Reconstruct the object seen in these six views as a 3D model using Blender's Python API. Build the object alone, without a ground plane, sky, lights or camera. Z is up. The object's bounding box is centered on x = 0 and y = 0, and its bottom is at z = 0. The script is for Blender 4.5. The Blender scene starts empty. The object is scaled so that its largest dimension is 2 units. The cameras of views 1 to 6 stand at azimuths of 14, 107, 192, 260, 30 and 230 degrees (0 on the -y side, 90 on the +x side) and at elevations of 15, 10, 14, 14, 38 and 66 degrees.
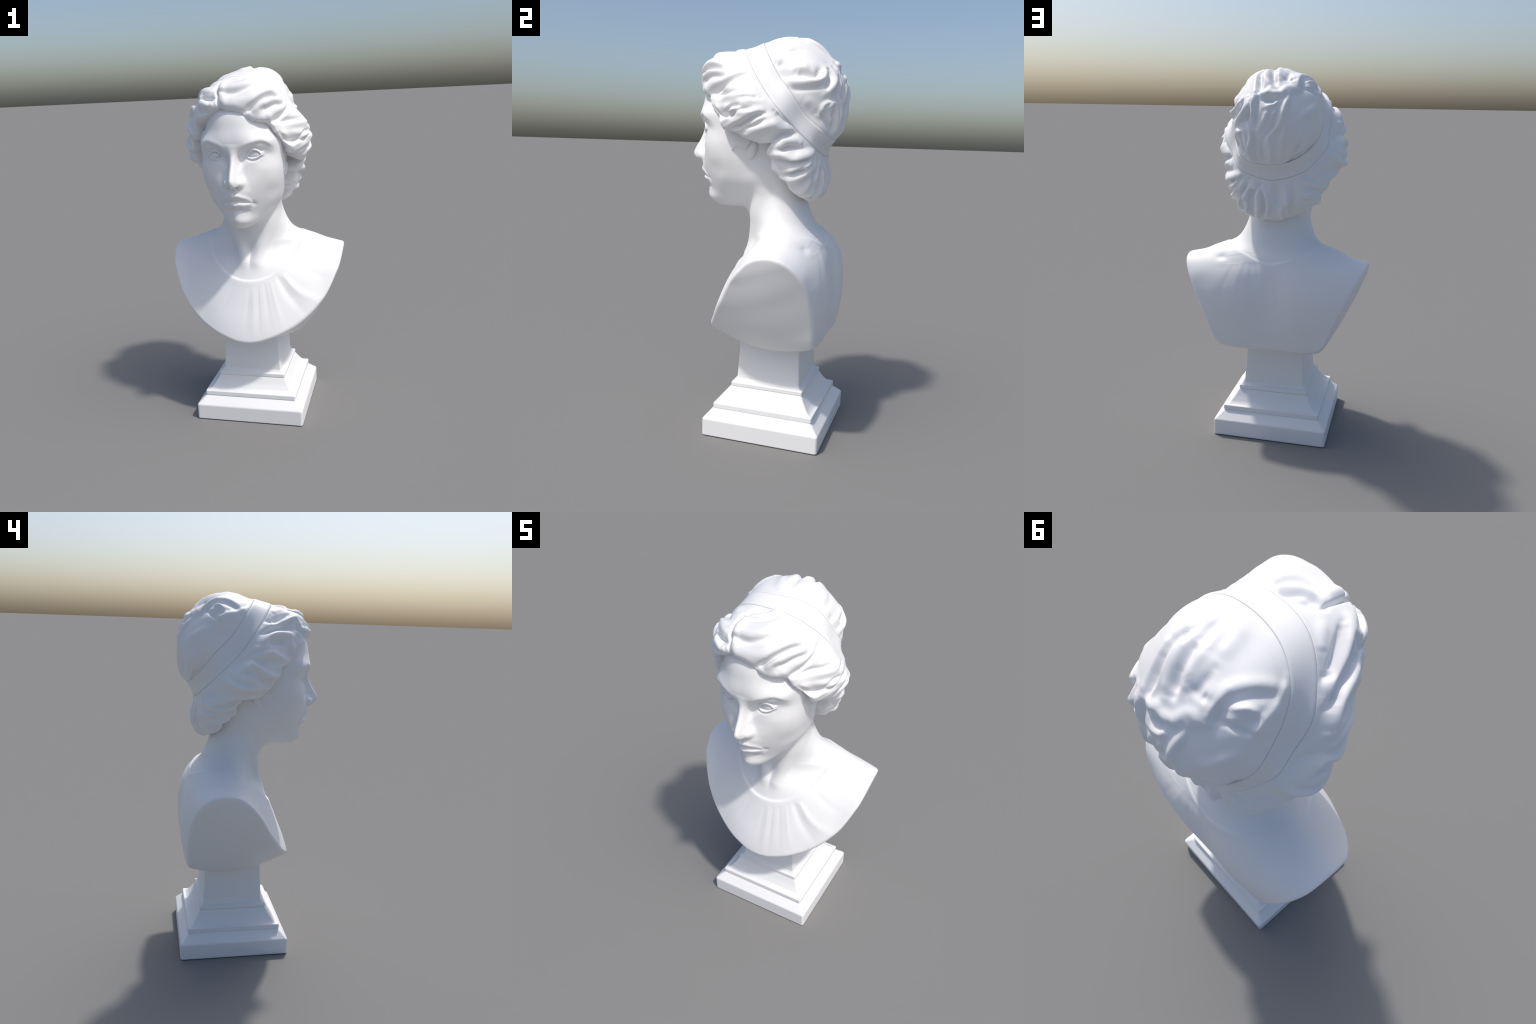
"""White plaster bust of a woman with a headband, on a moulded square pedestal.

Everything is described by profiles, cross-sections and hand-placed strand lines;
the body and the hair are evaluated as implicit solids and meshed procedurally.
"""
import bpy, math
import numpy as np

VOX_SKIN = 0.0025
VOX_HAIR = 0.0025

# --------------------------------------------------------------------- maths
def smoothstep(a, b, x):
    t = np.clip((x - a) / (b - a), 0.0, 1.0)
    return t * t * (3 - 2 * t)

def smin(a, b, k):
    h = np.maximum(k - np.abs(a - b), 0.0) / k
    return np.minimum(a, b) - h * h * k * 0.25

def smax(a, b, k):
    return -smin(-a, -b, k)

def gauss(d, w):
    return np.exp(-(d / w) ** 2)

def spline(xs, ys, x):
    """Monotone-ish cubic Hermite interpolation through control points, clamped."""
    xs = np.asarray(xs, float); ys = np.asarray(ys, float)
    h = np.diff(xs)
    shp = (-1,) + (1,) * (ys.ndim - 1)
    d = np.diff(ys, axis=0) / h.reshape(shp)
    m = np.empty_like(ys)
    m[0], m[-1] = d[0], d[-1]
    hl = h[:-1].reshape(shp); hr = h[1:].reshape(shp)
    m[1:-1] = (d[:-1] * hr + d[1:] * hl) / (hl + hr)
    flat = (d[:-1] * d[1:]) <= 0
    m[1:-1] = np.where(flat, m[1:-1] * 0.5, m[1:-1])
    x = np.clip(np.asarray(x, float), xs[0], xs[-1])
    i = np.clip(np.searchsorted(xs, x, side='right') - 1, 0, len(h) - 1)
    t = (x - xs[i]) / h[i]
    if ys.ndim > 1:
        t = t[..., None]; hh = h[i][..., None]
    else:
        hh = h[i]
    t2, t3 = t * t, t * t * t
    return ((2 * t3 - 3 * t2 + 1) * ys[i] + (t3 - 2 * t2 + t) * hh * m[i]
            + (-2 * t3 + 3 * t2) * ys[i + 1] + (t3 - t2) * hh * m[i + 1])

class Curve:
    """A 1-D profile, tabulated once for fast lookups."""
    def __init__(self, pts, n=600, mirror=False):
        if mirror:                      # symmetric about 0: no kink on the midline
            pts = [(-a, b) for a, b in pts[:0:-1]] + list(pts)
        xs = [p[0] for p in pts]; ys = [p[1] for p in pts]
        self.x = np.linspace(xs[0], xs[-1], n)
        self.y = spline(xs, ys, self.x)
    def __call__(self, v):
        return np.interp(v, self.x, self.y)

class Grid:
    """Bilinear lookup in a regular 2-D table."""
    def __init__(self, u0, u1, v0, v1, tab):
        self.u0, self.u1, self.v0, self.v1 = u0, u1, v0, v1
        self.t = np.ascontiguousarray(tab, dtype=np.float32)
    def __call__(self, u, v):
        nu, nv = self.t.shape
        a = np.clip((u - self.u0) / (self.u1 - self.u0) * (nu - 1), 0, nu - 1.001)
        b = np.clip((v - self.v0) / (self.v1 - self.v0) * (nv - 1), 0, nv - 1.001)
        i = a.astype(np.int32); j = b.astype(np.int32)
        a = a - i; b = b - j
        t = self.t
        return ((t[i, j] * (1 - b) + t[i, j + 1] * b) * (1 - a)
                + (t[i + 1, j] * (1 - b) + t[i + 1, j + 1] * b) * a)

def loft_polar(keys, sections, centre, ang0, ang1, key_range, nk=360, na=360, mirror_key=False, mirror_angle=False):
    """Sections (lists of 2-D points) -> radius table over (key, angle about centre)."""
    ang = np.linspace(ang0, ang1, na)
    rows = []
    for pts in sections:
        p = np.asarray(pts, float) - np.asarray(centre)
        th = np.unwrap(np.arctan2(p[:, 1], p[:, 0]))
        r = np.hypot(p[:, 0], p[:, 1])
        if th[0] > th[-1]:
            th, r = th[::-1], r[::-1]
        while th.mean() < (ang0 + ang1) / 2 - math.pi: th = th + 2 * math.pi
        while th.mean() > (ang0 + ang1) / 2 + math.pi: th = th - 2 * math.pi
        if mirror_angle:                # reflect about both ends of the half section
            th = np.concatenate([2 * ang0 - th[1:4][::-1], th, 2 * ang1 - th[-4:-1][::-1]])
            r = np.concatenate([r[1:4][::-1], r, r[-4:-1][::-1]])
        rows.append(spline(th, r, ang))
    if mirror_key:
        keys = [-k for k in keys[:0:-1]] + list(keys)
        rows = rows[:0:-1] + rows
    ks = np.linspace(key_range[0], key_range[1], nk)
    tab = spline(keys, np.array(rows), ks)
    return Grid(key_range[0], key_range[1], ang0, ang1, tab)

# ------------------------------------------------------- sparse surface nets
def surface_nets(field, lo, hi, h, block=8, slack=None):
    """Mesh the zero set of field(P); only blocks near the surface are sampled."""
    lo = np.asarray(lo, float); hi = np.asarray(hi, float)
    H = h * block
    nb = np.ceil((hi - lo) / H).astype(int)
    g = np.stack(np.meshgrid(*[np.arange(n) for n in nb], indexing='ij'), -1).reshape(-1, 3)
    near = np.zeros(len(g), bool)
    for s in range(0, len(g), 200000):
        ctr = lo + (g[s:s + 200000] + 0.5) * H
        near[s:s + 200000] = np.abs(field(ctr)) < H * (1.35 if slack is None else slack(ctr))
    g = g[near]
    off = np.stack(np.meshgrid(*[np.arange(block + 1)] * 3, indexing='ij'), -1).reshape(-1, 3)
    keys_all, pos_all, edges = [], [], [[], [], []]
    dims = nb * block + 4
    def key(c):
        return ((c[..., 0] + 1) * dims[1] + (c[..., 1] + 1)) * dims[2] + (c[..., 2] + 1)
    B = block
    for s in range(0, len(g), 600):
        gb = g[s:s + 600]
        idx = gb[:, None, :] * B + off[None]
        v = field((lo + idx.reshape(-1, 3) * h)).reshape(len(gb), B + 1, B + 1, B + 1)
        neg = v < 0
        n8 = np.zeros((len(gb), B, B, B), np.int8)
        for a in (0, 1):
            for b in (0, 1):
                for c in (0, 1):
                    n8 += neg[:, a:a + B, b:b + B, c:c + B]
        act = np.argwhere((n8 > 0) & (n8 < 8))
        if not len(act):
            continue
        bi, cx, cy, cz = act.T
        cell = gb[bi] * B + act[:, 1:]
        cv = np.stack([v[bi, cx + a, cy + b, cz + c] for a in (0, 1) for b in (0, 1) for c in (0, 1)], 1)
        corner = np.array([(a, b, c) for a in (0, 1) for b in (0, 1) for c in (0, 1)], float)
        acc = np.zeros((len(cell), 3)); cnt = np.zeros(len(cell))
        for i in range(8):
            for ax, st in ((0, 4), (1, 2), (2, 1)):
                if i & st: continue
                j = i | st
                f0, f1 = cv[:, i], cv[:, j]
                m = (f0 < 0) != (f1 < 0)
                t = np.where(m, f0 / np.where(m, f0 - f1, 1), 0)
                acc += np.where(m[:, None], corner[i] + t[:, None] * (corner[j] - corner[i]), 0)
                cnt += m
        pos_all.append(lo + (cell + acc / cnt[:, None]) * h)
        keys_all.append(key(cell))
        for ax, st in ((0, 4), (1, 2), (2, 1)):
            f0, f1 = cv[:, 0] < 0, cv[:, st] < 0
            m = f0 != f1
            edges[ax].append(np.concatenate([cell[m], f0[m][:, None]], 1))
    pos = np.concatenate(pos_all); ks = np.concatenate(keys_all)
    order = np.argsort(ks); ks = ks[order]; pos = pos[order]
    quads = []
    for ax in range(3):
        e = np.concatenate(edges[ax])
        c = e[:, :3]; inside = e[:, 3].astype(bool)
        u = np.zeros(3, int); w = np.zeros(3, int)
        u[(ax + 1) % 3] = 1; w[(ax + 2) % 3] = 1
        cells = [c, c - u, c - u - w, c - w]
        ids = []; ok = np.ones(len(c), bool)
        for q in cells:
            k = key(q); p = np.clip(np.searchsorted(ks, k), 0, len(ks) - 1)
            ok &= ks[p] == k
            ids.append(p)
        q = np.stack(ids, 1)
        q[~inside] = q[~inside][:, ::-1]
        quads.append(q[ok])
    quads = np.concatenate(quads)
    # pull the vertices onto the surface
    for _ in range(2):
        e = h * 0.4
        f = field(pos)
        gr = np.stack([field(pos + d) - field(pos - d) for d in np.eye(3) * e], 1) / (2 * e)
        g2 = np.maximum((gr ** 2).sum(1), 0.15)
        step = np.clip(-f / g2, -h, h)[:, None] * gr
        ln = np.linalg.norm(step, axis=1, keepdims=True)
        step *= np.minimum(1.0, 0.6 * h / np.maximum(ln, 1e-9))
        pos = pos + step
    return pos, quads

# ------------------------------------------------------------- blender helpers
def plaster():
    m = bpy.data.materials.new("white_plaster")
    m.use_nodes = True
    nt = m.node_tree
    b = nt.nodes["Principled BSDF"]
    tc = nt.nodes.new("ShaderNodeTexCoord")
    n = nt.nodes.new("ShaderNodeTexNoise")
    n.inputs["Scale"].default_value = 6.0
    n.inputs["Detail"].default_value = 4.0
    ramp = nt.nodes.new("ShaderNodeValToRGB")
    ramp.color_ramp.elements[0].color = (*PLASTER_DARK, 1)
    ramp.color_ramp.elements[1].color = (*PLASTER_LIGHT, 1)
    ramp.color_ramp.elements[0].position = 0.3
    ramp.color_ramp.elements[1].position = 0.7
    nt.links.new(tc.outputs["Object"], n.inputs["Vector"])
    nt.links.new(n.outputs["Fac"], ramp.inputs["Fac"])
    nt.links.new(ramp.outputs["Color"], b.inputs["Base Color"])
    b.inputs["Roughness"].default_value = ROUGH
    b.inputs["Specular IOR Level"].default_value = SPEC
    return m

PLASTER_LIGHT = (0.803, 0.803, 0.803)
PLASTER_DARK = (0.797, 0.797, 0.797)
ROUGH = 0.5
SPEC = 0.5

def new_mesh_object(name, verts, faces, parent, smooth=True, normals=None):
    me = bpy.data.meshes.new(name)
    verts = np.asarray(verts, np.float32); faces = np.asarray(faces, np.int32)
    n = faces.shape[1]
    me.vertices.add(len(verts)); me.vertices.foreach_set("co", verts.ravel())
    me.loops.add(faces.size); me.loops.foreach_set("vertex_index", faces.ravel())
    me.polygons.add(len(faces))
    me.polygons.foreach_set("loop_start", np.arange(0, faces.size, n, dtype=np.int32))
    me.update(calc_edges=True)
    me.validate()
    if smooth:
        me.polygons.foreach_set("use_smooth", np.ones(len(me.polygons), bool))
    if normals is not None:
        me.normals_split_custom_set_from_vertices([tuple(v) for v in normals])
    me.materials.append(MAT)
    ob = bpy.data.objects.new(name, me)
    bpy.context.scene.collection.objects.link(ob)
    ob.parent = parent
    return ob

def vertex_normals(v, q):
    a, b, c, d = v[q[:, 0]], v[q[:, 1]], v[q[:, 2]], v[q[:, 3]]
    fn = np.cross(c - a, d - b)
    out = np.zeros_like(v)
    for i in range(4):
        for k in range(3):
            out[:, k] += np.bincount(q[:, i], fn[:, k], len(v))
    return out / np.maximum(np.linalg.norm(out, axis=1, keepdims=True), 1e-12)

def split_into_parts(verts, quads, label_of_face, names, parent):
    """One seamless surface cut into named parts that share border positions and normals."""
    nrm = vertex_normals(verts, quads)
    obs = {}
    for i, name in enumerate(names):
        q = quads[label_of_face == i]
        if not len(q): continue
        used, inv = np.unique(q, return_inverse=True)
        obs[name] = new_mesh_object(name, verts[used], inv.reshape(q.shape), parent, True, nrm[used])
    return obs

MAT = plaster()
bust = bpy.data.objects.new("plaster_bust", None)
bpy.context.scene.collection.objects.link(bust)
bust["label"] = "white plaster bust of a woman wearing a headband on pedestal"
bust["category"] = "sculpture"

# ============================================================ PEDESTAL
PX, PY = -0.0170, 0.0880          # plan centre

def rounded_square(hx, hy, r, n=6):
    pts = []
    for cx, cy, a0 in ((1, 1, 0), (-1, 1, 90), (-1, -1, 180), (1, -1, 270)):
        for i in range(n + 1):
            a = math.radians(a0 + 90 * i / n)
            pts.append((cx * (hx - r) + r * math.cos(a), cy * (hy - r) + r * math.sin(a)))
    return pts

def moulding(name, profile, corner, parent):
    """Stack of rounded-square rings: profile = [(half size x, half size y, z)]."""
    verts, faces = [], []
    n = None
    for hx, hy, z in profile:
        ring = rounded_square(hx, hy, min(corner, hx * 0.9))
        n = len(ring)
        verts += [(PX + x, PY + y, z) for x, y in ring]
    for k in range(len(profile) - 1):
        for i in range(n):
            j = (i + 1) % n
            faces.append((k * n + i, k * n + j, (k + 1) * n + j, (k + 1) * n + i))
    me = bpy.data.meshes.new(name)
    top = [(len(profile) - 1) * n + i for i in range(n)]
    bot = [n - 1 - i for i in range(n)]
    me.from_pydata(verts, [], faces + [top, bot])
    for p in me.polygons: p.use_smooth = True
    # area-weighted normals keep the big faces flat between their rounded edges
    q = np.array(faces); v = np.array(verts)
    nrm = vertex_normals(v, q)
    me.normals_split_custom_set_from_vertices([tuple(t) for t in nrm])
    me.materials.append(MAT)
    ob = bpy.data.objects.new(name, me)
    bpy.context.scene.collection.objects.link(ob)
    ob.parent = parent
    return ob

def arc_profile(pts, r, steps=5):
    """Round the corners of a (half, z) profile so that edges catch light."""
    out = [pts[0]]
    for a, b, c in zip(pts[:-2], pts[1:-1], pts[2:]):
        a, b, c = map(np.array, (a, b, c))
        la, lc = np.linalg.norm(a - b), np.linalg.norm(c - b)
        t = min(r, la * 0.45, lc * 0.45)
        p, q = b + (a - b) / la * t, b + (c - b) / lc * t
        for i in range(steps + 1):
            s = i / steps
            out.append(tuple((1 - s) ** 2 * p + 2 * s * (1 - s) * b + s * s * q))
    out.append(pts[-1])
    return out

def square_profile(pts, r, dy):
    return [(h, h - dy, z) for h, z in arc_profile(pts, r)]

pedestal = bpy.data.objects.new("pedestal", None)
bpy.context.scene.collection.objects.link(pedestal)
pedestal.parent = bust
moulding("base_slab", square_profile([(0.300, 0.0), (0.3150, 0.0), (0.3150, 0.0905), (0.265, 0.139), (0.24, 0.139)], 0.007, 0.0105), 0.013, pedestal)
moulding("stepped_moulding", square_profile([(0.25, 0.132), (0.2695, 0.1365), (0.2695, 0.164), (0.252, 0.166), (0.238, 0.177),
                                       (0.219, 0.203), (0.197, 0.241), (0.15, 0.2425)], 0.005, 0.008), 0.009, pedestal)
moulding("collar_moulding", square_profile([(0.17, 0.239), (0.197, 0.2412), (0.197, 0.262), (0.182, 0.268), (0.1725, 0.282),
                                      (0.170, 0.30), (0.15, 0.30)], 0.004, 0.006), 0.008, pedestal)
moulding("shaft", square_profile([(0.1715, 0.27), (0.160, 0.50), (0.12, 0.53)], 0.004, 0.003), 0.009, pedestal)

# ============================================================ TORSO
# side-to-side sections: (y, z) arch of the body at a given |x|, front -> top -> back
TORSO_C = (0.13, 0.62)
TORSO_X = (0.0, 0.15, 0.30, 0.40, 0.50)
TORSO_SECTIONS = (
    [(-0.250, 0.42), (-0.250, 0.50), (-0.224, 0.60), (-0.178, 0.72), (-0.138, 0.82), (-0.09, 0.91), (0.00, 0.98), (0.12, 1.03),
     (0.22, 1.045), (0.295, 1.025), (0.332, 0.97), (0.356, 0.88), (0.368, 0.76), (0.366, 0.62), (0.352, 0.53), (0.34, 0.45)],
    [(-0.235, 0.42), (-0.232, 0.52), (-0.206, 0.62), (-0.158, 0.74), (-0.112, 0.84), (-0.06, 0.93), (0.02, 1.00), (0.13, 1.05),
     (0.22, 1.055), (0.288, 1.03), (0.334, 0.97), (0.367, 0.88), (0.380, 0.76), (0.370, 0.62), (0.352, 0.53), (0.34, 0.45)],
    [(-0.20, 0.45), (-0.19, 0.53), (-0.164, 0.62), (-0.120, 0.74), (-0.068, 0.85), (-0.008, 0.94), (0.06, 1.012), (0.15, 1.052),
     (0.215, 1.040), (0.28, 1.000), (0.328, 0.94), (0.358, 0.86), (0.368, 0.76), (0.360, 0.66), (0.346, 0.55), (0.335, 0.45)],
    [(-0.19, 0.45), (-0.16, 0.56), (-0.125, 0.66), (-0.095, 0.73), (-0.055, 0.81), (-0.008, 0.895), (0.05, 0.968), (0.13, 1.014),
     (0.200, 1.016), (0.268, 0.984), (0.314, 0.930), (0.339, 0.85), (0.347, 0.76), (0.346, 0.66), (0.340, 0.55), (0.33, 0.45)],
    [(-0.17, 0.45), (-0.14, 0.56), (-0.10, 0.66), (-0.070, 0.74), (-0.028, 0.83), (0.036, 0.925), (0.09, 0.974), (0.155, 0.993),
     (0.218, 0.986), (0.275, 0.945), (0.306, 0.89), (0.325, 0.81), (0.330, 0.73), (0.332, 0.64), (0.33, 0.55), (0.32, 0.45)],
)
torso_R = loft_polar(TORSO_X, TORSO_SECTIONS, TORSO_C, math.radians(-50), math.radians(235), (0.0, 0.50), mirror_key=True)

# lower / side cut of the bust: height of the cut over |x| at the front rim, the middle and the back
cut_front = Curve([(0, .514), (.06, .519), (.12, .536), (.21, .568), (.30, .618), (.385, .697), (.434, .765), (.47, .843), (.499, .925), (.511, .985), (.529, 1.10), (.6, 1.5)], mirror=True)
cut_mid = Curve([(0, .476), (.20, .480), (.25, .491), (.28, .510), (.32, .557), (.37, .637), (.416, .735), (.456, .83), (.484, .915), (.502, .975), (.523, 1.08), (.6, 1.5)], mirror=True)
cut_back = Curve([(0, .526), (.24, .528), (.283, .540), (.308, .570), (.342, .652), (.392, .770), (.441, .890), (.475, .968), (.505, 1.03), (.53, 1.10), (.6, 1.5)], mirror=True)
rim_y = Curve([(0, -.265), (.12, -.243), (.21, -.207), (.30, -.160), (.385, -.106), (.434, -.068), (.47, -.02), (.50, .045), (.6, .1)], mirror=True)

def cut_height(ax, y):
    y0 = rim_y(ax); y2 = 0.362; y1 = 0.5 * (y0 + y2)
    t = np.clip((y - y0) / (y2 - y0), -0.15, 1.15)
    a, b, c = cut_front(ax), cut_mid(ax), cut_back(ax)
    return a * (1 - t) * (1 - 2 * t) + 4 * b * t * (1 - t) + c * t * (2 * t - 1)

# tunic neckline: an oval loop round the neck (plan view); > 0 outside, on the cloth
def collar_out(x, y):
    by = np.where(y < 0.12, 0.252, 0.205)
    return (np.sqrt((x / 0.278) ** 2 + ((y - 0.12) / by) ** 2) - 1) * 0.27

# tunic folds on the chest, front view (x, z): height, width
FOLDS = [
    (-13, 18, [(.16, .86), (.23, .76), (.33, .66)]),
    (13, 16, [(.20, .86), (.28, .78), (.40, .72)]),
    (-5, 13, [(.09, .82), (.115, .70), (.135, .58)]),
    (4, 11, [(.125, .83), (.165, .70), (.20, .60)]),
    (-4, 9, [(.055, .81), (.065, .68), (.075, .56)]),
    (4, 11, [(.03, .80), (.035, .66), (.04, .55)]),
    (-3, 10, [(.005, .80), (.00, .68), (-.01, .57)]),
    (-4, 14, [(-.09, .81), (-.14, .70), (-.19, .61)]),
    (4, 14, [(-.14, .84), (-.21, .74), (-.29, .66)]),
    (-3, 14, [(-.19, .88), (-.28, .79), (-.37, .72)]),
    (-5, 14, [(.25, .93), (.33, .88), (.43, .84)]),
]
BACK_FOLDS = [
    (-4, 14, [(.10, .98), (.09, .88), (.07, .72)]),
    (4, 14, [(.05, .98), (.03, .85), (.01, .70)]),
    (-4, 14, [(-.02, .98), (-.05, .86), (-.08, .70)]),
    (3, 16, [(-.08, .98), (-.13, .86), (-.17, .72)]),
    (-4, 18, [(.20, .97), (.25, .86), (.28, .72)]),
    (4, 16, [(.15, .99), (.18, .88), (.20, .72)]),
    (-3, 20, [(-.18, .98), (-.26, .86), (-.30, .74)]),
]

def fold_table(folds):
    us = np.linspace(-.55, .55, 320); vs = np.linspace(.40, 1.10, 220)
    U, V = np.meshgrid(us, vs, indexing='ij')
    tab = np.zeros_like(U)
    for hgt, wid, pts in folds:
        p = np.array(pts); s = np.linspace(0, 1, len(p)); t = np.linspace(0, 1, 40)
        q = spline(s, p, t)
        d2 = (U[..., None] - q[:, 0]) ** 2 + (V[..., None] - q[:, 1]) ** 2
        i = d2.argmin(-1)
        d = np.sqrt(d2.min(-1))
        taper = np.sin(np.pi * np.clip(t[i] * 0.75 + 0.2, 0, 1)) ** 0.8
        tab += 0.32 * hgt * 1e-3 * taper * np.exp(-(d / (wid * 1e-3 * (0.7 + 0.9 * t[i]))) ** 2)
    return Grid(-.55, .55, .40, 1.10, tab)

front_folds = fold_table(FOLDS)
back_folds = fold_table(BACK_FOLDS)

def torso_field(P):
    x, y, z = P[:, 0], P[:, 1], P[:, 2]
    ax = np.abs(x)
    th = np.arctan2(z - TORSO_C[1], y - TORSO_C[0])
    th = np.where(th < math.radians(-125), th + 2 * math.pi, th)
    r = np.hypot(y - TORSO_C[0], z - TORSO_C[1])
    f = (r - torso_R(ax, th)) * 0.93
    # cloth over the shoulders, ending in a raised neckline
    g = np.where(z < 1.12, collar_out(x, y), -1.0)
    f = f - 0.0055 * smoothstep(-0.009, 0.009, g) - 0.0018 * gauss(g - 0.010, 0.010)
    w = smoothstep(0.0, 0.03, g)
    f = f - w * np.where(y < 0.13, front_folds(x, z), back_folds(x, z))
    # pinched knot of cloth behind the shoulder
    dx, dy, dz = x - 0.27, y - 0.268, z - 1.005
    f = f + 0.007 * np.exp(-((dx + .3 * dz) / .03) ** 2 - (dy / .035) ** 2 - (dz / .016) ** 2)
    f = f - 0.004 * np.exp(-((dx + .01) / .035) ** 2 - ((dy - .02) / .035) ** 2 - ((dz + .022) / .018) ** 2)
    return f

def cut_field(P):
    x, y, z = P[:, 0], P[:, 1], P[:, 2]
    ax = np.abs(x); e = 0.004
    zc = cut_height(ax, y)
    sl = (cut_height(ax + e, y) - cut_height(np.maximum(ax - e, 0), y)) / (2 * e)
    return (zc - z) / np.sqrt(1 + sl * sl)

# ============================================================ NECK
neck_front = Curve([(.80, -.05), (.95, -.048), (1.02, -.052), (1.08, -.062), (1.15, -.085), (1.22, -.10), (1.5, -.12)])
neck_back = Curve([(.80, .31), (.95, .29), (1.02, .282), (1.09, .262), (1.15, .236), (1.22, .212), (1.30, .195), (1.5, .20)])
neck_half = Curve([(.80, .19), (.93, .20), (1.00, .29), (1.04, .298), (1.06, .264), (1.08, .238), (1.11, .213), (1.145, .193), (1.19, .176), (1.23, .166), (1.30, .160), (1.42, .155), (1.5, .155)])

neck_throat = Curve([(.80, .19), (.95, .185), (1.02, .180), (1.08, .176), (1.15, .171), (1.22, .163), (1.30, .155), (1.42, .150), (1.5, .150)])

def capsule(P, a, b, ra, rb):
    a, b = np.array(a), np.array(b)
    ab = b - a
    t = np.clip((P - a) @ ab / (ab @ ab), 0, 1)
    return np.linalg.norm(P - a - t[:, None] * ab, axis=1) - (ra + (rb - ra) * t)

def ellipsoid(P, c, r):
    q = (P - np.array(c)) / np.array(r)
    k0 = np.linalg.norm(q, axis=1)
    k1 = np.linalg.norm(q / np.array(r), axis=1)
    return k0 * (k0 - 1) / np.maximum(k1, 1e-9)

def mirrored(P):
    Q = P.copy(); Q[:, 0] = np.abs(Q[:, 0]); return Q

def neck_field(P):
    x, y, z = P[:, 0], P[:, 1], P[:, 2]
    yf, yb = neck_front(z), neck_back(z)
    a = neck_throat(z) + (neck_half(z) - neck_throat(z)) * smoothstep(-0.05, 0.13, y)   # flares at the back only
    yc, b = 0.5 * (yf + yb), 0.5 * (yb - yf)
    egg = 1.0 + 0.13 * np.clip((y - yc) / b, -1, 1)          # broader towards the nape
    k = np.sqrt((x / (a * egg)) ** 2 + ((y - yc) / b) ** 2)
    f = (k - 1) * np.minimum(a, b) * 0.85
    f = np.maximum(f, np.maximum(z - 1.48, 0.78 - z))
    M = mirrored(P)
    # sternomastoid cords down to the notch, collar bones
    f = smin(f, capsule(M, (.128, .03, 1.26), (.034, -.066, .935), .022, .016), 0.05)
    return f

# ============================================================ HEAD
HEAD_C = (0.0, -0.02)
HEAD_Z = (1.10, 1.17, 1.20, 1.25, 1.31, 1.36, 1.42, 1.48, 1.55, 1.62, 1.69, 1.76, 1.85)
# half sections (x, y) from the midline of the face round to the back
HEAD_SECTIONS = (
    [(0, -.24), (.03, -.22), (.055, -.18), (.075, -.13), (.085, -.08), (.08, .02), (.04, .07), (0, .08)],
    [(0, -.285), (.038, -.262), (.068, -.215), (.092, -.155), (.102, -.09), (.10, .02), (.05, .08), (0, .09)],
    [(0, -.304), (.042, -.284), (.075, -.240), (.101, -.180), (.118, -.10), (.12, .02), (.06, .09), (0, .10)],
    [(0, -.311), (.047, -.286), (.083, -.252), (.117, -.205), (.151, -.125), (.155, .02), (.08, .10), (0, .12)],
    [(0, -.318), (.047, -.303), (.088, -.277), (.125, -.241), (.165, -.181), (.190, -.105), (.19, .02), (.10, .12), (0, .15)],
    [(0, -.326), (.05, -.316), (.09, -.293), (.132, -.259), (.168, -.210), (.193, -.155), (.205, -.09), (.200, -.02), (.185, .06), (.10, .15), (0, .18)],
    [(0, -.322), (.05, -.318), (.09, -.306), (.130, -.280), (.173, -.240), (.201, -.190), (.212, -.143), (.212, -.09), (.201, -.01), (.12, .18), (0, .22)],
    [(0, -.316), (.05, -.313), (.095, -.302), (.130, -.286), (.171, -.254), (.202, -.208), (.215, -.162), (.216, -.10), (.205, -.02), (.13, .20), (0, .25)],
    [(0, -.320), (.06, -.310), (.10, -.298), (.140, -.273), (.180, -.236), (.205, -.186), (.213, -.12), (.208, -.03), (.14, .22), (0, .27)],
    [(0, -.341), (.056, -.338), (.10, -.325), (.141, -.302), (.178, -.268), (.202, -.204), (.210, -.10), (.207, .03), (.14, .22), (0, .28)],
    [(0, -.332), (.06, -.324), (.11, -.295), (.155, -.243), (.184, -.17), (.198, -.09), (.200, .03), (.14, .22), (0, .28)],
    [(0, -.315), (.06, -.304), (.11, -.270), (.150, -.215), (.174, -.15), (.186, -.08), (.188, .03), (.13, .20), (0, .26)],
    [(0, -.25), (.06, -.236), (.10, -.205), (.130, -.16), (.150, -.11), (.158, -.05), (.160, .03), (.11, .17), (0, .22)],
)
head_R = loft_polar(HEAD_Z, HEAD_SECTIONS, HEAD_C, math.radians(-90), math.radians(90), (1.10, 1.85), mirror_angle=True)
_zs = np.linspace(1.10, 1.85, 400)
face_mid = Curve(list(zip(_zs[::8], HEAD_C[1] - head_R(_zs[::8], np.full(50, -math.pi / 2)))))
jaw_under = Curve([(0, 1.167), (.04, 1.170), (.09, 1.192), (.145, 1.235), (.19, 1.296), (.21, 1.353), (.26, 1.44)], mirror=True)

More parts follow.
